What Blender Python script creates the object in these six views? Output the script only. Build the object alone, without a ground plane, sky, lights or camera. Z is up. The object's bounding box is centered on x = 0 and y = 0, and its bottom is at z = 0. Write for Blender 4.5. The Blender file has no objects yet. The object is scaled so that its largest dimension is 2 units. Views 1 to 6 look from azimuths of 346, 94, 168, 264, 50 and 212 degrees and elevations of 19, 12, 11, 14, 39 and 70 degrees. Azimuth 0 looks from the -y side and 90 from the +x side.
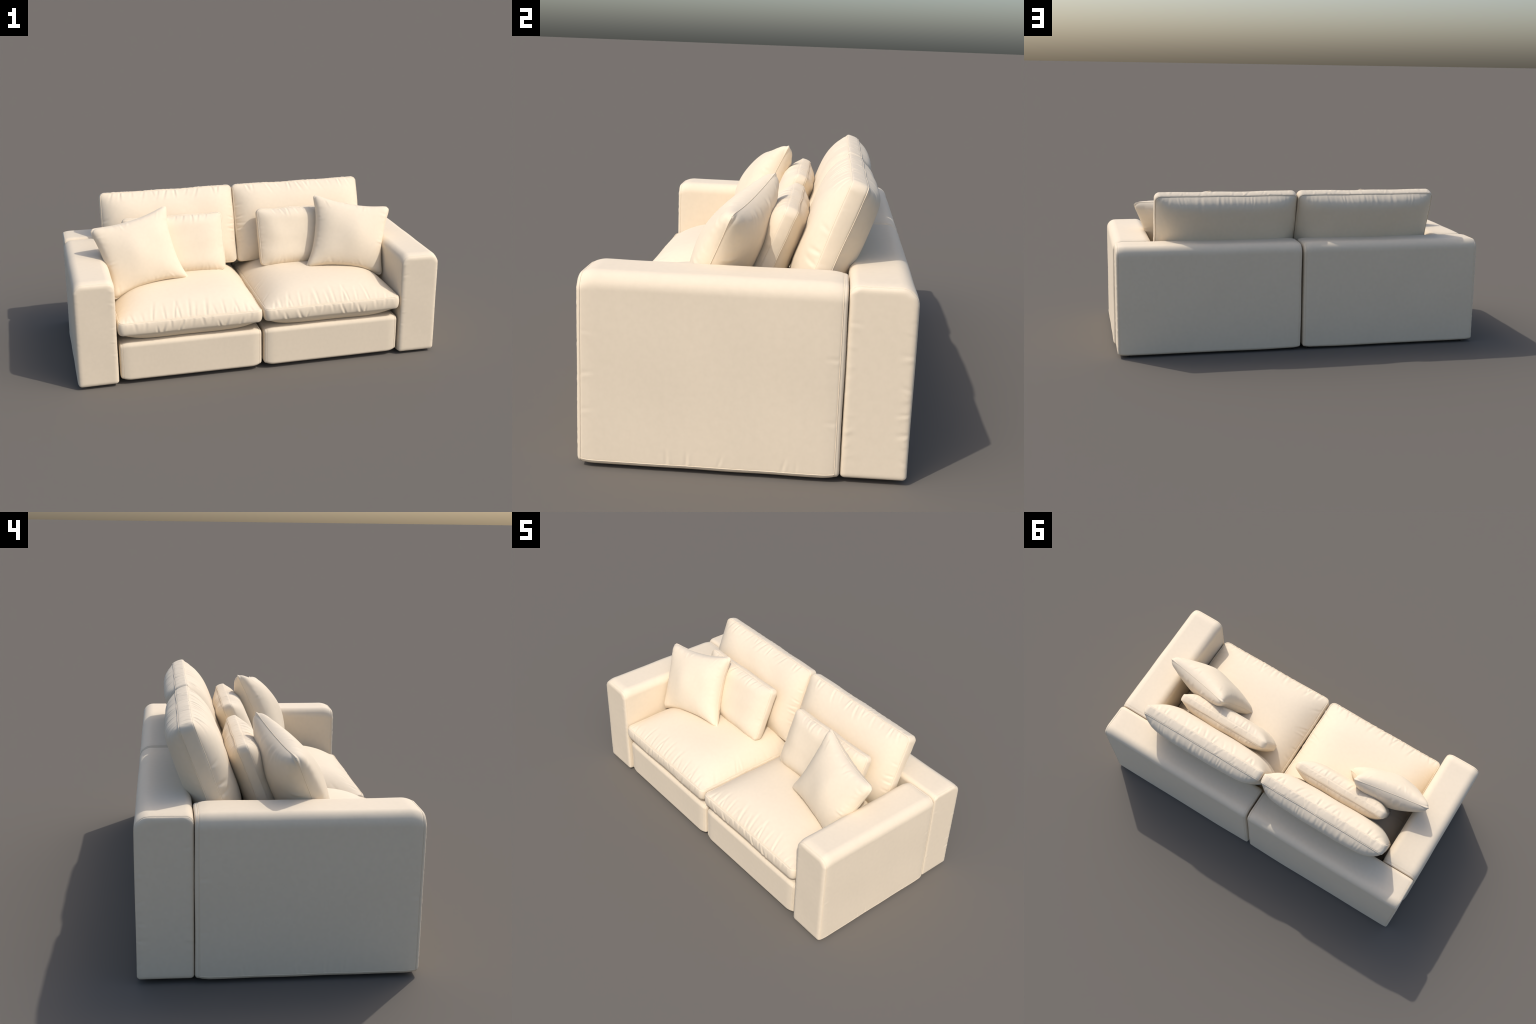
"""Two-seat modular sofa in cream fabric, with loose lumbar cushions and throw pillows.

The right half (x > 0) is described; the left half is its mirror image.
Every upholstered block is a "boxed" body: a rounded-rectangle outline, a border
strip between two sewn seams, and a crowned or rounded face beyond each seam.
"""
import bpy
import numpy as np

rng = np.random.default_rng(11)

# ------------------------------------------------------------------ materials


def fabric_material(name, base, darker, bump=0.12):
    mat = bpy.data.materials.new(name)
    mat.use_nodes = True
    nt = mat.node_tree
    bsdf = nt.nodes["Principled BSDF"]
    bsdf.inputs["Roughness"].default_value = 0.85
    bsdf.inputs["Specular IOR Level"].default_value = 0.2
    bsdf.inputs["Sheen Weight"].default_value = 0.05
    bsdf.inputs["Sheen Roughness"].default_value = 0.5
    co = nt.nodes.new("ShaderNodeTexCoord")
    mottled = nt.nodes.new("ShaderNodeTexNoise")
    mottled.inputs["Scale"].default_value = 48.0
    mottled.inputs["Detail"].default_value = 6.0
    mottled.inputs["Roughness"].default_value = 0.65
    ramp = nt.nodes.new("ShaderNodeValToRGB")
    ramp.color_ramp.elements[0].position = 0.3
    ramp.color_ramp.elements[0].color = (*darker, 1)
    ramp.color_ramp.elements[1].position = 0.7
    ramp.color_ramp.elements[1].color = (*base, 1)
    nt.links.new(co.outputs["Object"], mottled.inputs["Vector"])
    nt.links.new(mottled.outputs["Fac"], ramp.inputs["Fac"])
    nt.links.new(ramp.outputs["Color"], bsdf.inputs["Base Color"])
    # woven grain, far finer than a pixel up close: a slight tooth in the shading
    weave = nt.nodes.new("ShaderNodeTexNoise")
    weave.inputs["Scale"].default_value = 420.0
    weave.inputs["Detail"].default_value = 2.0
    nt.links.new(co.outputs["Object"], weave.inputs["Vector"])
    bp = nt.nodes.new("ShaderNodeBump")
    bp.inputs["Strength"].default_value = bump
    bp.inputs["Distance"].default_value = 0.001
    nt.links.new(weave.outputs["Fac"], bp.inputs["Height"])
    nt.links.new(bp.outputs["Normal"], bsdf.inputs["Normal"])
    return mat


FABRIC = fabric_material("cream_fabric", (0.790, 0.673, 0.512), (0.762, 0.648, 0.490))
PIPING = fabric_material("cream_piping", (0.775, 0.658, 0.498), (0.75, 0.635, 0.478), 0.0)
BLACK = bpy.data.materials.new("black_plastic")
BLACK.use_nodes = True
_b = BLACK.node_tree.nodes["Principled BSDF"]
_b.inputs["Roughness"].default_value = 0.5
_n = BLACK.node_tree.nodes.new("ShaderNodeTexNoise")
_n.inputs["Scale"].default_value = 60
_r = BLACK.node_tree.nodes.new("ShaderNodeValToRGB")
_r.color_ramp.elements[0].color = (0.012, 0.012, 0.013, 1)
_r.color_ramp.elements[1].color = (0.022, 0.022, 0.024, 1)
BLACK.node_tree.links.new(_n.outputs["Fac"], _r.inputs["Fac"])
BLACK.node_tree.links.new(_r.outputs["Color"], _b.inputs["Base Color"])

# ------------------------------------------------------------------ mesh basics


def make_object(name, verts, quads, tris, origin, parent, mat):
    """Mesh object from world-space points; its origin is put at `origin`."""
    me = bpy.data.meshes.new(name)
    verts = np.asarray(verts, float) - np.asarray(origin, float)
    nq, nt_ = len(quads), len(tris)
    me.vertices.add(len(verts))
    me.vertices.foreach_set("co", verts.ravel())
    loops = np.concatenate([np.asarray(quads).ravel(), np.asarray(tris).ravel()]).astype(np.int32)
    me.loops.add(len(loops))
    me.loops.foreach_set("vertex_index", loops)
    me.polygons.add(nq + nt_)
    starts = np.concatenate([np.arange(nq) * 4, nq * 4 + np.arange(nt_) * 3]).astype(np.int32)
    me.polygons.foreach_set("loop_start", starts)
    me.polygons.foreach_set("use_smooth", np.ones(nq + nt_, bool))
    me.update(calc_edges=True)
    me.validate()
    me.materials.append(mat)
    ob = bpy.data.objects.new(name, me)
    bpy.context.scene.collection.objects.link(ob)
    ob.location = origin
    if parent is not None:
        ob.parent = parent
        ob.location = np.asarray(origin, float) - np.array(parent.get("_at", (0, 0, 0)))
    ob["_at"] = [float(v) for v in origin]
    return ob


def mirrored(verts, quads, tris):
    return verts * np.array([-1, 1, 1]), np.asarray(quads)[:, ::-1], (np.asarray(tris)[:, ::-1] if len(tris) else tris)


def tube(path, radius, closed, sides=8):
    """Round cord along a path of points."""
    path = np.asarray(path)
    n = len(path)
    if closed:
        tan = np.roll(path, -1, 0) - np.roll(path, 1, 0)
    else:
        tan = np.gradient(path, axis=0)
    tan /= np.linalg.norm(tan, axis=1)[:, None] + 1e-12
    # any steady reference that is never parallel to the path
    ref = np.array([0.31, 0.52, 0.79])
    best = None
    for cand in (np.array([1.0, 0, 0]), np.array([0, 1.0, 0]), np.array([0, 0, 1.0]), ref, np.array([-0.6, 0.5, 0.62]), np.linalg.svd(path - path.mean(0), full_matrices=False)[2][2]):
        w = np.abs(tan @ cand).max()
        if best is None or w < best[0]:
            best = (w, cand)
    s1 = np.cross(tan, best[1])
    s1 /= np.linalg.norm(s1, axis=1)[:, None]
    s2 = np.cross(tan, s1)
    ang = np.linspace(0, 2 * np.pi, sides, endpoint=False)
    ring = path[:, None, :] + radius * (np.cos(ang)[None, :, None] * s1[:, None, :] + np.sin(ang)[None, :, None] * s2[:, None, :])
    verts = ring.reshape(-1, 3)
    i = np.arange(n if closed else n - 1)
    j = (i + 1) % n
    k = np.arange(sides)
    k2 = (k + 1) % sides
    quads = np.stack([i[:, None] * sides + k, i[:, None] * sides + k2, j[:, None] * sides + k2, j[:, None] * sides + k], -1).reshape(-1, 4)
    return verts, quads


# ------------------------------------------------------------------ boxed bodies


def outline(a, b, radii, nx, ny, nc):
    """Rounded rectangle, counter-clockwise from the lower right corner."""
    pts = []
    for (sx, sy), r, t0, n_edge in zip(((1, -1), (1, 1), (-1, 1), (-1, -1)), radii, (-90, 0, 90, 180), (ny, nx, ny, nx)):
        c = np.array([sx * (a - r), sy * (b - r)])
        t = np.radians(t0 + np.linspace(0, 90, nc))
        pts.append(c + r * np.stack([np.cos(t), np.sin(t)], -1))
        pts.append(n_edge)
    out = []
    for k in range(4):
        corner, n_edge, nxt = pts[2 * k], pts[2 * k + 1], pts[(2 * k + 2) % 8]
        f = np.linspace(0, 1, n_edge + 2)[1:-1, None]
        out += [corner, corner[-1] * (1 - f) + nxt[0] * f]
    return np.concatenate(out)


def fold(q):
    """Cross-section of one pleat in the cloth: a ridge with a sharper valley beside it."""
    return 0.8 * np.exp(-(q**2)) - np.exp(-(((q - 1.35) / 0.8) ** 2)) + 0.25 * np.exp(-((q - 2.9) ** 2))


def face_pleats(x, y, a, b, pleats, ramp=0.006):
    """Height of pleats that run from the seam into a face."""
    h = np.zeros_like(x)
    for edge, s, length, width, slant, amp in pleats:
        if edge == "top":
            dd, al = b - y, x
        elif edge == "bottom":
            dd, al = b + y, x
        elif edge == "left":
            dd, al = a + x, y
        else:
            dd, al = a - x, y
        win = np.clip(dd / ramp, 0, 1) * np.clip(1 - (dd / length) ** 2, 0, 1) ** 2
        near = win > 0
        w = width * (0.75 + 0.6 * dd[near] / length)
        h[near] += amp * win[near] * fold((al[near] - s - slant * dd[near]) / w)
    return h


def border_pleats(x, y, w, a, b, hb, pleats):
    h = np.zeros_like(x)
    for edge, s, length, width, slant, amp in pleats:
        on, al = {"top": (y > b * 0.8, x), "bottom": (y < -b * 0.8, x), "left": (x < -a * 0.8, y), "right": (x > a * 0.8, y)}[edge]
        dd = np.where(length > 0, hb - w, hb + w)
        ln = abs(length)
        win = np.clip(dd / 0.009, 0, 1) * np.clip(1 - (dd / ln) ** 2, 0, 1) ** 1.5 * np.clip((2 * hb - dd) / 0.009, 0, 1)
        near = on & (win > 0)
        h[near] += amp * win[near] * fold((al[near] - s - slant * dd[near]) / width)
    return h


def random_pleats(r, edge, half, count, length, width, amp, slant=0.35):
    """Pleats spread along one edge, jittered, no two alike."""
    out = []
    for i in range(count):
        s = half * (-0.94 + 1.88 * (i + 0.5 + r.uniform(-0.45, 0.45)) / count)
        out.append((edge, s, length * r.uniform(0.5, 1.15), width * r.uniform(0.7, 1.3), r.normal(0, slant), amp * r.uniform(0.25, 1.0) * r.choice([-1, 1])))
    return out


def lumps(r, p, scale, amp, n=7):
    """Soft uneven filling: a few slow waves in random directions."""
    h = np.zeros(len(p))
    for _ in range(n):
        k = r.normal(0, 1, 3)
        k *= 2 * np.pi / (scale * r.uniform(0.7, 1.5)) / np.linalg.norm(k)
        h += np.sin(p @ k + r.uniform(0, 6.28))
    return h * amp / np.sqrt(n)


def softer(table, front=1.0, border=1.0, back=1.0):
    """The same pleats, shallower."""
    k = dict(front=front, border=border, back=back)
    return {f: [(*p[:5], p[5] * k[f]) for p in ps] for f, ps in table.items()}


def boxed(a, b, radii, hb, front, back, spacing=0.005, d_in=0.09, nc=9, bulge=0.008, inner_rows=16,
          shape=None, pleats=None, groove=0.002, lump=(0.1, 0.0), seed=1, clamp=None, coarse_border=None, cord_out=(0.0002, 0.0002), ramp=0.006, extra=None):
    """front/back: function (x, y, d) -> height of the face beyond its seam."""
    nx = max(4, int(2 * a / spacing))
    ny = max(4, int(2 * b / spacing))
    ring = lambda d: outline(a - d, b - d, [max(r - 0.8 * d, 0.12 * r) for r in radii], nx, ny, nc)
    n = len(ring(0.0))
    fine = np.array([0, 0.0008, 0.0018, 0.003, 0.0044, 0.006, 0.008, 0.0105])
    ds = np.concatenate([fine, np.linspace(0.0105, d_in, max(4, int((d_in - 0.0105) / max(spacing * 0.8, 0.0035))))[1:]])
    lam = np.linspace(1, 0, inner_rows + 1)[1:-1]

    plan, face_d, kind, height = [], [], [], []

    def face(fn, sign, inward):
        rows = [(ring(d), np.full(n, d)) for d in ds]
        last = rows[-1][0]
        rows += [(last * l, d_in + (1 - l) * (min(a, b) - d_in) * np.ones(n)) for l in lam]
        if not inward:
            rows = rows[::-1]
        for p, d in rows:
            plan.append(p)
            face_d.append(d)
            kind.append(sign)
            height.append(sign * (hb + fn(p[:, 0], p[:, 1], d)))

    face(front, 1, False)
    # border strip between the seams
    fe = fine / 1.0
    m = coarse_border or max(4, int(2 * hb / 0.005))
    inner = np.linspace(hb - 0.0105, -hb + 0.0105, m) if hb > 0.012 else np.array([0.0])
    ts = np.concatenate([hb - fe[1:-1], inner, (-hb + fe[1:-1])[::-1]]) if hb > 0.012 else np.linspace(hb, -hb, 9)[1:-1]
    edge0 = ring(0.0)
    nrm = np.roll(edge0, -1, 0) - np.roll(edge0, 1, 0)
    nrm = np.stack([nrm[:, 1], -nrm[:, 0]], -1)
    nrm /= np.linalg.norm(nrm, axis=1)[:, None]
    for t in ts:
        plan.append(edge0 + nrm * bulge * (1 - (t / hb) ** 2) ** 0.5)
        face_d.append(np.zeros(n))
        kind.append(0)
        height.append(np.full(n, t))
    first_back = len(plan)
    face(back, -1, True)
    rows = len(plan)
    P = np.concatenate([np.stack(plan), np.stack(height)[..., None]], -1)
    D = np.stack(face_d)
    kind = np.array(kind)
    seam_front = int(np.nonzero(kind == 1)[0][-1])
    seam_back = first_back
    if shape is not None:
        P = shape(P)
    base = P.copy()

    def normals(P):
        du = np.roll(P, -1, 1) - np.roll(P, 1, 1)
        dv = np.gradient(P, axis=0)
        nn = np.cross(dv, du)
        nn /= np.linalg.norm(nn, axis=2)[..., None] + 1e-12
        # the rows run from the front centre over the border to the back centre
        if (nn[(seam_front + seam_back) // 2, :, :2] * nrm).sum() < 0:
            nn = -nn
        return nn

    N = normals(P)
    H = np.zeros((rows, n))
    # stitched-in groove along both seams, measured along the surface
    step = np.linalg.norm(np.diff(P, axis=0), axis=2)
    arc = np.concatenate([np.zeros((1, n)), np.cumsum(step, 0)])
    for sr in (seam_front, seam_back):
        H -= groove * np.exp(-(((arc - arc[sr]) / 0.0035) ** 2))
    if pleats:
        f = kind == 1
        H[f] += face_pleats(base[f][..., 0], base[f][..., 1], a, b, pleats.get("front", ()), ramp)
        f = kind == -1
        H[f] += face_pleats(base[f][..., 0], base[f][..., 1], a, b, pleats.get("back", ()), ramp)
        f = kind == 0
        H[f] += border_pleats(base[f][..., 0], base[f][..., 1], base[f][..., 2], a, b, hb, pleats.get("border", ()))
    if extra is not None:
        H += extra(base) * (kind == 0)[:, None]
    r = np.random.default_rng(seed)
    if lump[1]:
        H += lumps(r, base.reshape(-1, 3), *lump).reshape(rows, n)
    P = P + N * H[..., None]
    if clamp is not None:
        P[..., 2] = np.maximum(P[..., 2], clamp)
    # close both ends with a centre vertex
    verts = np.concatenate([P.reshape(-1, 3), P[0].mean(0)[None], P[-1].mean(0)[None]])
    i = np.arange(rows - 1)[:, None]
    j = np.arange(n)[None]
    j2 = (j + 1) % n
    quads = np.stack([i * n + j, (i + 1) * n + j, (i + 1) * n + j2, i * n + j2], -1).reshape(-1, 4)
    c0, c1 = rows * n, rows * n + 1
    jj = np.arange(n)
    tris = np.concatenate([np.stack([np.full(n, c0), jj, (jj + 1) % n], -1), np.stack([np.full(n, c1), (rows - 1) * n + (jj + 1) % n, (rows - 1) * n + jj], -1)])
    cords = [P[seam_front] + N[seam_front] * cord_out[0], P[seam_back] + N[seam_back] * cord_out[1]]
    return dict(verts=verts, quads=quads, tris=tris, cords=cords, P=P, N=N, kind=kind)


def crown(c, a, b, px, py):
    """Stuffed face: rises steeply from the seam and flattens to the middle."""
    def h(x, y, d):
        u = np.clip(np.abs(x) / a, 0, 1)
        v = np.clip(np.abs(y) / b, 0, 1)
        return c * (1 - u**px) * (1 - v**py) * (1 - np.exp(-d / 0.003))
    return h


def rounded_cap(h0, r, belly=0.0):
    """Padded end panel: a quarter-round at the seam, then nearly flat."""
    def h(x, y, d):
        q = np.clip(d / r, 0, 1)
        return h0 * np.sqrt(np.clip(1 - (1 - q) ** 2, 0, 1)) + belly * np.clip(d / 0.09, 0, 1)
    return h


def frame_of(ex, ey, ez, centre):
    M = np.stack([ex, ey, ez])  # rows: images of the local axes
    return lambda p: p @ M + np.asarray(centre)


def add_boxed(name, body, to_world, centre, parent, side, cord=0.0022, extra_cords=(), cords=(0, 1)):
    v, q, t = to_world(body["verts"]), body["quads"], body["tris"]
    origin = np.asarray(centre, float)
    if side < 0:
        v, q, t = mirrored(v, q, t)
        origin = origin * [-1, 1, 1]
    ob = make_object(name, v, q, t, origin, parent, FABRIC)
    paths = [(body["cords"][k], True) for k in cords] + [(p, False) for p in extra_cords]
    if cord and paths:
        vs, qs, off = [], [], 0
        for path, closed in paths:
            tv, tq = tube(to_world(path), cord, closed)
            vs.append(tv)
            qs.append(tq + off)
            off += len(tv)
        tv, tq, tt = np.concatenate(vs), np.concatenate(qs), np.zeros((0, 3), int)
        if side < 0:
            tv, tq, tt = mirrored(tv, tq, tt)
        make_object("piping", tv, tq, tt, origin, ob, PIPING)
    return ob


X, Y, Z = np.eye(3)

# ------------------------------------------------------------------ the sofa

sofa = bpy.data.objects.new("sofa", None)
bpy.context.scene.collection.objects.link(sofa)
sofa.empty_display_size = 0.2
sofa["label"] = "wide two-seat modular sofa in cream fabric with boxed cushions"
sofa["category"] = "sofa"


def end_taper(hb, front_top, back_top, sides, reach=0.07, top=0.2, low=0.24, lift=0.004):
    """The padding draws in towards the end seams, most of all along the top."""
    def shape(P):
        P = P.copy()
        e = np.clip((np.abs(P[..., 2]) - (hb - reach)) / reach, 0, 1) ** 2
        high = np.clip((P[..., 1] - top) / 0.06, 0, 1)
        drop = np.where(P[..., 2] > 0, front_top, back_top)
        P[..., 1] -= e * high * drop
        P[..., 1] += e * np.clip((-P[..., 1] - low) / 0.05, 0, 1) * lift
        P[..., 0] -= e * sides * np.tanh(P[..., 0] / 0.03)
        return P
    return shape


# --- arms: a rounded slab standing on edge, front and back panels sewn in
arm_hb = 0.3715
arm_c = (0.8912, -0.0935, 0.2985)
r = np.random.default_rng(3)
arm_pl = {"front": random_pleats(r, "left", 0.284, 9, 0.05, 0.007, 0.0013, 0.2) + random_pleats(r, "right", 0.284, 9, 0.05, 0.007, 0.0013, 0.2),
          "border": [("right", -0.02, 0.05, 0.008, 0.1, 0.0016), ("right", 0.11, 0.045, 0.007, -0.2, 0.0012), ("right", -0.13, 0.05, 0.008, 0.1, 0.0012),
                     ("right", 0.06, -0.05, 0.008, 0.1, 0.0018), ("right", -0.13, -0.05, 0.008, 0.1, 0.0014)]}


def hem_pleats(P):
    """A few short tucks rising from the hem of the outer arm panel."""
    h = np.zeros(P.shape[:2])
    outer = P[..., 0] > 0.09
    up = P[..., 1] + 0.279
    for w, length, slant, amp in ((0.107, 0.055, 0.1, 0.0012), (0.05, 0.05, 0.05, 0.0016), (-0.04, 0.045, -0.3, 0.0009), (-0.227, 0.05, -0.2, 0.0010), (-0.27, 0.04, 0.1, 0.0008)):
        win = np.clip(up / 0.01, 0, 1) * np.clip(1 - (up / length) ** 2, 0, 1)
        h += amp * win * outer * fold((P[..., 2] - w - slant * up) / 0.006)
    return h


arm_body = boxed(0.1065, 0.2895, [0.017, 0.047, 0.043, 0.017], arm_hb, rounded_cap(0.012, 0.022), rounded_cap(0.013, 0.010), spacing=0.006, d_in=0.06,
                 bulge=0.0, shape=end_taper(arm_hb, 0.010, 0.005, 0.002, 0.042), pleats=softer(arm_pl, 1.25, 0.55), groove=0.0011, lump=(0.25, 0.0008), seed=4, coarse_border=200, ramp=0.02, extra=hem_pleats)

# --- back panels: the same, lying along x
back_hb = 0.481
back_c = (0.498, 0.3900, 0.2985)
r = np.random.default_rng(5)
back_pl = {"front": random_pleats(r, "left", 0.284, 11, 0.055, 0.008, 0.0017, 0.2) + random_pleats(r, "right", 0.284, 11, 0.055, 0.008, 0.0017, 0.2)}
back_body = boxed(0.0975, 0.2895, [0.014, 0.049, 0.026, 0.014], back_hb, rounded_cap(0.011, 0.016), rounded_cap(0.012, 0.02), spacing=0.006, d_in=0.06,
                  bulge=0.0, shape=end_taper(back_hb, 0.004, 0.004, 0.001, 0.04), pleats=softer(back_pl, 1.15), groove=0.0012, lump=(0.3, 0.0008), seed=6, coarse_border=110, ramp=0.018)

# --- seat frames
base_hb = 0.371
base_c = (0.391, -0.0915, 0.128)
base_body = boxed(0.3765, 0.108, [0.012, 0.014, 0.024, 0.016], base_hb, rounded_cap(0.014, 0.022), rounded_cap(0.014, 0.022), spacing=0.006, d_in=0.06,
                  bulge=0.0, shape=end_taper(base_hb, 0.006, 0.006, 0.006, 0.045, 0.05, 0.05, 0.008), groove=0.0012, lump=(0.3, 0.0006), seed=7, coarse_border=90)

# --- seat cushions
sa, sb, shb = 0.380, 0.3865, 0.034
seat_c = (0.392, -0.091, 0.320)
r = np.random.default_rng(21)
sx = lambda f: (f - 0.5) * 2 * sa
seat_pl = {
    "front": [("bottom", sx(f), ln, wd, sl, am) for f, ln, wd, sl, am in (
        (0.05, 0.07, 0.009, 0.2, 0.004), (0.10, 0.09, 0.010, -0.1, 0.005), (0.15, 0.11, 0.010, 0.15, 0.005), (0.19, 0.08, 0.008, -0.35, 0.004),
        (0.25, 0.10, 0.009, 0.0, 0.005), (0.31, 0.07, 0.010, 0.2, 0.0035), (0.38, 0.12, 0.011, -0.2, 0.006), (0.46, 0.09, 0.009, -0.25, 0.004),
        (0.50, 0.13, 0.010, -0.15, 0.005), (0.565, 0.12, 0.009, 0.1, 0.005), (0.61, 0.11, 0.008, -0.3, 0.006), (0.67, 0.10, 0.009, 0.0, 0.0045),
        (0.76, 0.12, 0.009, -0.25, 0.0055), (0.82, 0.07, 0.01, 0.1, 0.003), (0.89, 0.08, 0.009, 0.2, 0.004), (0.95, 0.06, 0.008, -0.2, 0.003))]
    + random_pleats(r, "left", sb, 9, 0.085, 0.010, 0.0036) + random_pleats(r, "right", sb, 9, 0.085, 0.010, 0.0036),
    "border": [("bottom", sx(f), ln, wd, sl, am) for f, ln, wd, sl, am in (
        (0.06, 0.05, 0.010, 0.2, 0.003), (0.14, -0.055, 0.009, -0.3, 0.005), (0.245, -0.065, 0.010, -0.35, 0.006), (0.285, -0.05, 0.007, 0.3, 0.005),
        (0.34, 0.05, 0.010, 0.2, 0.003), (0.41, 0.06, 0.009, -0.2, 0.004), (0.47, 0.06, 0.010, 0.2, 0.0035), (0.545, 0.05, 0.008, 0.1, 0.004),
        (0.575, -0.06, 0.008, -0.35, 0.006), (0.63, 0.06, 0.008, 0.0, 0.004), (0.69, -0.065, 0.009, -0.3, 0.0065), (0.725, -0.05, 0.007, 0.1, 0.005),
        (0.80, 0.06, 0.010, 0.1, 0.003), (0.88, 0.06, 0.010, -0.15, 0.003), (0.95, 0.05, 0.010, 0.1, 0.002))]
    + random_pleats(r, "left", sb, 12, 0.05, 0.010, 0.003) + random_pleats(r, "right", sb, 12, 0.05, 0.010, 0.003)}
seat_body = boxed(sa, sb, [0.026] * 4, shb, crown(0.096, sa, sb, 4.6, 4.6), crown(0.072, sa, sb, 7, 7), spacing=0.0045, d_in=0.13, bulge=0.0095,
                  pleats=softer(seat_pl, 0.48, 0.62), groove=0.002, lump=(0.28, 0.0022), seed=8, clamp=0.2385 - seat_c[2], cord_out=(0.0008, 0.0008), ramp=0.011)

# --- back cushions, leaning back on the panel
ba, bb, bhb = 0.3825, 0.225, 0.0265
tilt = np.radians(20.0)
b_up = np.array([0, np.sin(tilt), np.cos(tilt)])
b_fr = np.array([0, -np.cos(tilt), np.sin(tilt)])
bc_c = np.array([0.389, 0.3115, 0.836]) - bb * b_up
bx = lambda f: (f - 0.5) * 2 * ba
r = np.random.default_rng(33)
bcush_pl = {
    "front": [("top", bx(f), ln, wd, sl, am) for f, ln, wd, sl, am in (
        (0.09, 0.07, 0.009, 0.25, 0.005), (0.14, 0.08, 0.009, -0.2, 0.004), (0.25, 0.09, 0.010, 0.4, 0.004), (0.33, 0.06, 0.009, 0.4, 0.003),
        (0.43, 0.07, 0.008, -0.05, 0.0065), (0.49, 0.09, 0.010, 0.35, 0.005), (0.55, 0.08, 0.009, 0.3, 0.004), (0.60, 0.06, 0.009, -0.3, 0.003),
        (0.66, 0.09, 0.010, 0.3, 0.003), (0.75, 0.06, 0.010, 0.1, 0.003), (0.84, 0.07, 0.008, 0.1, 0.0065), (0.90, 0.08, 0.009, 0.35, 0.004))]
    + [("left", y, ln, 0.008, sl, am) for y, ln, sl, am in ((0.02, 0.06, 0.2, 0.004), (-0.01, 0.07, -0.15, 0.003), (-0.045, 0.06, 0.1, 0.0045), (-0.11, 0.045, 0.1, 0.003), (0.09, 0.05, 0.1, 0.0025))]
    + [("right", y, ln, 0.009, sl, am) for y, ln, sl, am in ((0.05, 0.05, 0.2, 0.003), (-0.02, 0.06, -0.15, 0.004), (-0.06, 0.06, 0.1, 0.0035), (-0.11, 0.05, 0.1, 0.003))]
    + random_pleats(r, "bottom", ba, 12, 0.06, 0.010, 0.003),
    "back": random_pleats(r, "top", ba, 20, 0.075, 0.009, 0.0045, 0.25) + random_pleats(r, "left", bb, 7, 0.05, 0.009, 0.002) + random_pleats(r, "right", bb, 7, 0.05, 0.009, 0.002),
    "border": random_pleats(r, "top", ba, 24, 0.05, 0.008, 0.0036, 0.3) + random_pleats(r, "top", ba, 9, -0.05, 0.007, 0.004, 0.3)
    + random_pleats(r, "left", bb, 6, 0.045, 0.010, 0.0014) + random_pleats(r, "right", bb, 6, 0.045, 0.010, 0.0014)}
bcush_body = boxed(ba, bb, [0.024] * 4, bhb, crown(0.066, ba, bb, 7.0, 4.0), crown(0.070, ba, bb, 7.0, 11.0), spacing=0.0045, d_in=0.1, bulge=0.0045,
                   pleats=softer(bcush_pl, 0.58, 0.55, 0.5), groove=0.0015, lump=(0.22, 0.0022), seed=9, cord_out=(-0.0002, 0.0008), ramp=0.010)

# --- lumbar cushions
la, lb, lhb = 0.282, 0.163, 0.0205
lt = np.radians(21.5)
l_up = np.array([0, np.sin(lt), np.cos(lt)])
l_fr = np.array([0, -np.cos(lt), np.sin(lt)])
lc_c = np.array([0.39, 0.1125, 0.734]) - lb * l_up
r = np.random.default_rng(45)
lum_pl = {
    "front": [("top", (f - 0.5) * 2 * la, ln, wd, sl, am) for f, ln, wd, sl, am in (
        (0.14, 0.05, 0.008, 0.3, 0.003), (0.22, 0.06, 0.008, 0.3, 0.004), (0.29, 0.07, 0.008, 0.0, 0.005), (0.37, 0.06, 0.009, 0.3, 0.004), (0.45, 0.05, 0.008, 0.2, 0.003),
        (0.55, 0.07, 0.008, 0.4, 0.005), (0.66, 0.06, 0.008, 0.2, 0.0035), (0.76, 0.05, 0.008, -0.2, 0.003), (0.86, 0.05, 0.008, 0.2, 0.003))]
    + random_pleats(r, "bottom", la, 13, 0.06, 0.008, 0.0035) + random_pleats(r, "left", lb, 6, 0.04, 0.009, 0.002) + random_pleats(r, "right", lb, 6, 0.04, 0.009, 0.002),
    "back": random_pleats(r, "top", la, 16, 0.05, 0.008, 0.003, 0.25),
    "border": random_pleats(r, "top", la, 24, 0.04, 0.007, 0.0028, 0.3) + random_pleats(r, "left", lb, 5, 0.035, 0.009, 0.0014) + random_pleats(r, "right", lb, 5, 0.035, 0.009, 0.0014)}
lumbar_body = boxed(la, lb, [0.024] * 4, lhb, crown(0.048, la, lb, 5.5, 6.0), crown(0.050, la, lb, 5.5, 6.0), spacing=0.004, d_in=0.075, bulge=0.0045,
                    pleats=softer(lum_pl, 0.55, 0.6, 0.55), groove=0.0018, lump=(0.15, 0.0018), seed=10, cord_out=(-0.0002, 0.0007), ramp=0.009)

# --- throw pillows: two square panels sewn along a knife edge
corner = {k: np.array(v) for k, v in dict(top_in=(0.4315, 0.0435, 0.816), top_out=(0.857, -0.0535, 0.740), low_in=(0.3435, -0.1235, 0.440), low_out=(0.765, -0.209, 0.386)).items()}


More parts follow.
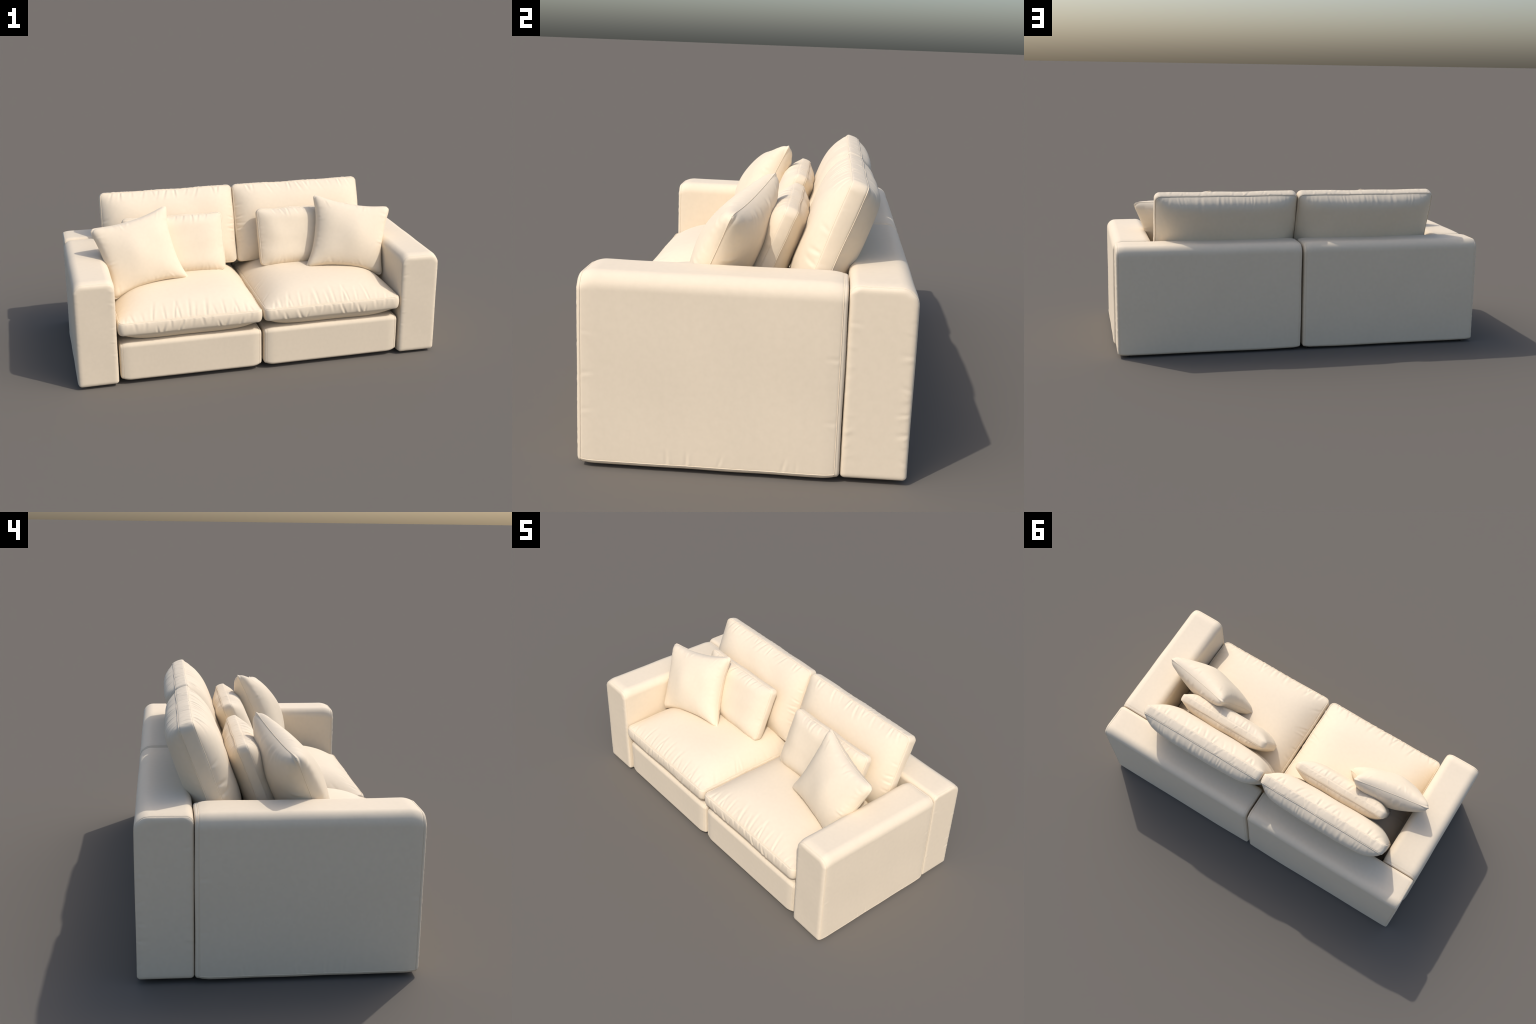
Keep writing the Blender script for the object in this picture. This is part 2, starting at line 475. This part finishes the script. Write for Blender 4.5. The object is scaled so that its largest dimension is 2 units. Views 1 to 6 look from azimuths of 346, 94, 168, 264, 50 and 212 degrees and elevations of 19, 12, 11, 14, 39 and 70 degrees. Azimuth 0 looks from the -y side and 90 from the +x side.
def pillow(n=170, thick_front=0.078, thick_back=0.088, seed=12):
    ti, to, li, lo = (corner[k] for k in ("top_in", "top_out", "low_in", "low_out"))
    u_dir = (to + lo - ti - li) / 2
    u_dir = u_dir / np.linalg.norm(u_dir)
    v_dir = (ti + to - li - lo) / 2
    nb = np.cross(u_dir, v_dir)
    nb /= np.linalg.norm(nb)  # faces the viewer in front of the sofa
    v_dir = np.cross(nb, u_dir)
    e = 0.5 * np.pi * np.linspace(-1, 1, n)
    g = 0.75 * np.sin(e) + 0.25 * np.linspace(-1, 1, n)  # denser towards the seam
    U, V = np.meshgrid(g, g, indexing="ij")
    # round off the four tips a little
    rr = 1 + 0.100 * (U * V) ** 2 - 0.120 * (U * V) ** 10
    U2, V2 = U * rr, V * rr
    fu, fv = (U2 + 1) / 2, (V2 + 1) / 2
    mid = ((1 - fu) * (1 - fv))[..., None] * li + (fu * (1 - fv))[..., None] * lo + ((1 - fu) * fv)[..., None] * ti + (fu * fv)[..., None] * to
    sag = lambda q: (1 - np.abs(q) ** 3.4)
    mid = mid - v_dir * (0.018 * sag(U) * fv**3)[..., None] + v_dir * (0.031 * sag(U) * (1 - fv) ** 3)[..., None]
    mid = mid + u_dir * (0.030 * sag(V) * (1 - fu) ** 3)[..., None] - u_dir * (0.013 * sag(V) * fu**3)[..., None]
    rim = (1 - np.abs(U) ** 2.2) * (1 - np.abs(V) ** 2.2)
    # domed filling, plus a full rounded edge so that the tips are plump little ears
    to_edge = 1 - np.clip((np.abs(U) ** 10 + np.abs(V) ** 10) ** 0.1, 0, 1)
    dome = np.clip(rim, 0, 1) ** 0.58
    q = np.clip(to_edge / 0.11, 0, 1)
    lip = np.sqrt(np.clip(1 - (1 - q) ** 2, 0, 1))
    r = np.random.default_rng(seed)
    half = 0.215
    dU, dV = U * half, V * half
    sheets = []
    for sgn, th in ((1, thick_front), (-1, thick_back)):
        pl = []
        for edge in ("top", "bottom", "left", "right"):
            pl += random_pleats(r, edge, half * 0.85, 7, 0.07, 0.010, 0.0034 if sgn < 0 else 0.0026, 0.35)
        bump = face_pleats(dU.ravel(), dV.ravel(), half, half, pl).reshape(U.shape)
        bump += lumps(r, np.stack([dU.ravel(), dV.ravel(), 0 * dU.ravel()], -1), 0.2, 0.003).reshape(U.shape) * dome
        sheets.append(mid + nb * (sgn * (th * dome + 0.014 * lip + bump * np.clip(rim * 6, 0, 1)))[..., None])
    A, B = sheets
    idx = np.arange(n * n).reshape(n, n)
    idb = idx + n * n
    idb[0], idb[-1], idb[:, 0], idb[:, -1] = idx[0], idx[-1], idx[:, 0], idx[:, -1]
    qa = np.stack([idx[:-1, :-1], idx[1:, :-1], idx[1:, 1:], idx[:-1, 1:]], -1).reshape(-1, 4)
    qb = np.stack([idb[:-1, :-1], idb[:-1, 1:], idb[1:, 1:], idb[1:, :-1]], -1).reshape(-1, 4)
    verts = np.concatenate([A.reshape(-1, 3), B.reshape(-1, 3)])
    quads = np.concatenate([qa, qb])
    used = np.unique(quads)
    remap = np.full(len(verts), -1)
    remap[used] = np.arange(len(used))
    loop = np.concatenate([A[:-1, 0], A[-1, :-1], A[:0:-1, -1], A[0, :0:-1]])
    return verts[used], remap[quads], loop, mid[n // 2, n // 2]


pil_v, pil_q, pil_loop, pil_c = pillow()

# ------------------------------------------------------------------ assembly

foot_profile = [(0.0, 0.0), (0.008, 0.0), (0.0105, 0.003), (0.0105, 0.010), (0.013, 0.014), (0.0, 0.014)]


def foot_mesh():
    n = 20
    ang = np.linspace(0, 2 * np.pi, n, endpoint=False)
    prof = foot_profile[1:-1]
    v = np.concatenate([np.stack([rr * np.cos(ang), rr * np.sin(ang), np.full(n, zz)], -1) for rr, zz in prof] + [np.array([[0, 0, 0.0], [0, 0, foot_profile[-1][1]]])])
    i = np.arange(len(prof) - 1)[:, None]
    j = np.arange(n)[None]
    q = np.stack([i * n + j, i * n + (j + 1) % n, (i + 1) * n + (j + 1) % n, (i + 1) * n + j], -1).reshape(-1, 4)
    jj = np.arange(n)
    c = len(prof) * n
    t = np.concatenate([np.stack([np.full(n, c), (jj + 1) % n, jj], -1), np.stack([np.full(n, c + 1), (len(prof) - 1) * n + jj, (len(prof) - 1) * n + (jj + 1) % n], -1)])
    return v, q, t


fv, fq, ft = foot_mesh()
first_foot = None
for side in (1, -1):
    # hem cord along the foot of the outer arm panel
    col = int(np.argmin(np.abs(arm_body["P"][arm_body["P"].shape[0] // 2, :, 1] + 0.277) + 10 * (arm_body["P"][arm_body["P"].shape[0] // 2, :, 0] < 0.09)))
    strip = arm_body["kind"] == 0
    hem = arm_body["P"][strip, col]
    add_boxed("arm", arm_body, frame_of(X, Z, -Y, arm_c), arm_c, sofa, side, 0.0012, [hem])
    add_boxed("backrest", back_body, frame_of(Y, Z, X, back_c), back_c, sofa, side, 0.0014)
    add_boxed("seat_frame", base_body, frame_of(Y, Z, X, base_c), base_c, sofa, side, 0.0014)
    add_boxed("seat_cushion", seat_body, frame_of(X, Y, Z, seat_c), seat_c, sofa, side, 0.0021)
    add_boxed("back_cushion", bcush_body, frame_of(X, b_up, b_fr, bc_c), bc_c, sofa, side, 0.0018)

    lum = add_boxed("lumbar_cushion", lumbar_body, frame_of(X, l_up, l_fr, lc_c), lc_c, None, side, 0.0016)
    lum["label"] = "small cream boxed lumbar cushion with sewn seams"
    lum["category"] = "cushion"

    v, q = pil_v, pil_q
    o = pil_c.copy()
    tv, tq = tube(pil_loop, 0.0014, True)
    t0 = np.zeros((0, 3), int)
    if side < 0:
        v, q, _ = mirrored(v, q, t0)
        tv, tq, _ = mirrored(tv, tq, t0)
        o = o * [-1, 1, 1]
    pil = make_object("throw_pillow", v, q, t0, o, None, FABRIC)
    pil["label"] = "square cream throw pillow with pointed corners"
    pil["category"] = "pillow"
    make_object("piping", tv, tq, t0, o, pil, PIPING)

    for at in ((0.93, 0.456), (0.045, 0.456), (0.93, -0.42), (0.83, 0.20), (0.06, -0.40), (0.74, -0.40)):
        p = np.array([side * at[0], at[1], 0.0])
        if first_foot is None:
            first_foot = make_object("foot", fv + p, fq, ft, p, sofa, BLACK)
        else:
            f = first_foot.copy()
            bpy.context.scene.collection.objects.link(f)
            f.location = p
            if at[1] == -0.40:  # under the seat frames, which sit a little higher
                f.scale = (1, 1, 1.7)

for ob in bpy.data.objects:
    if "_at" in ob:
        del ob["_at"]
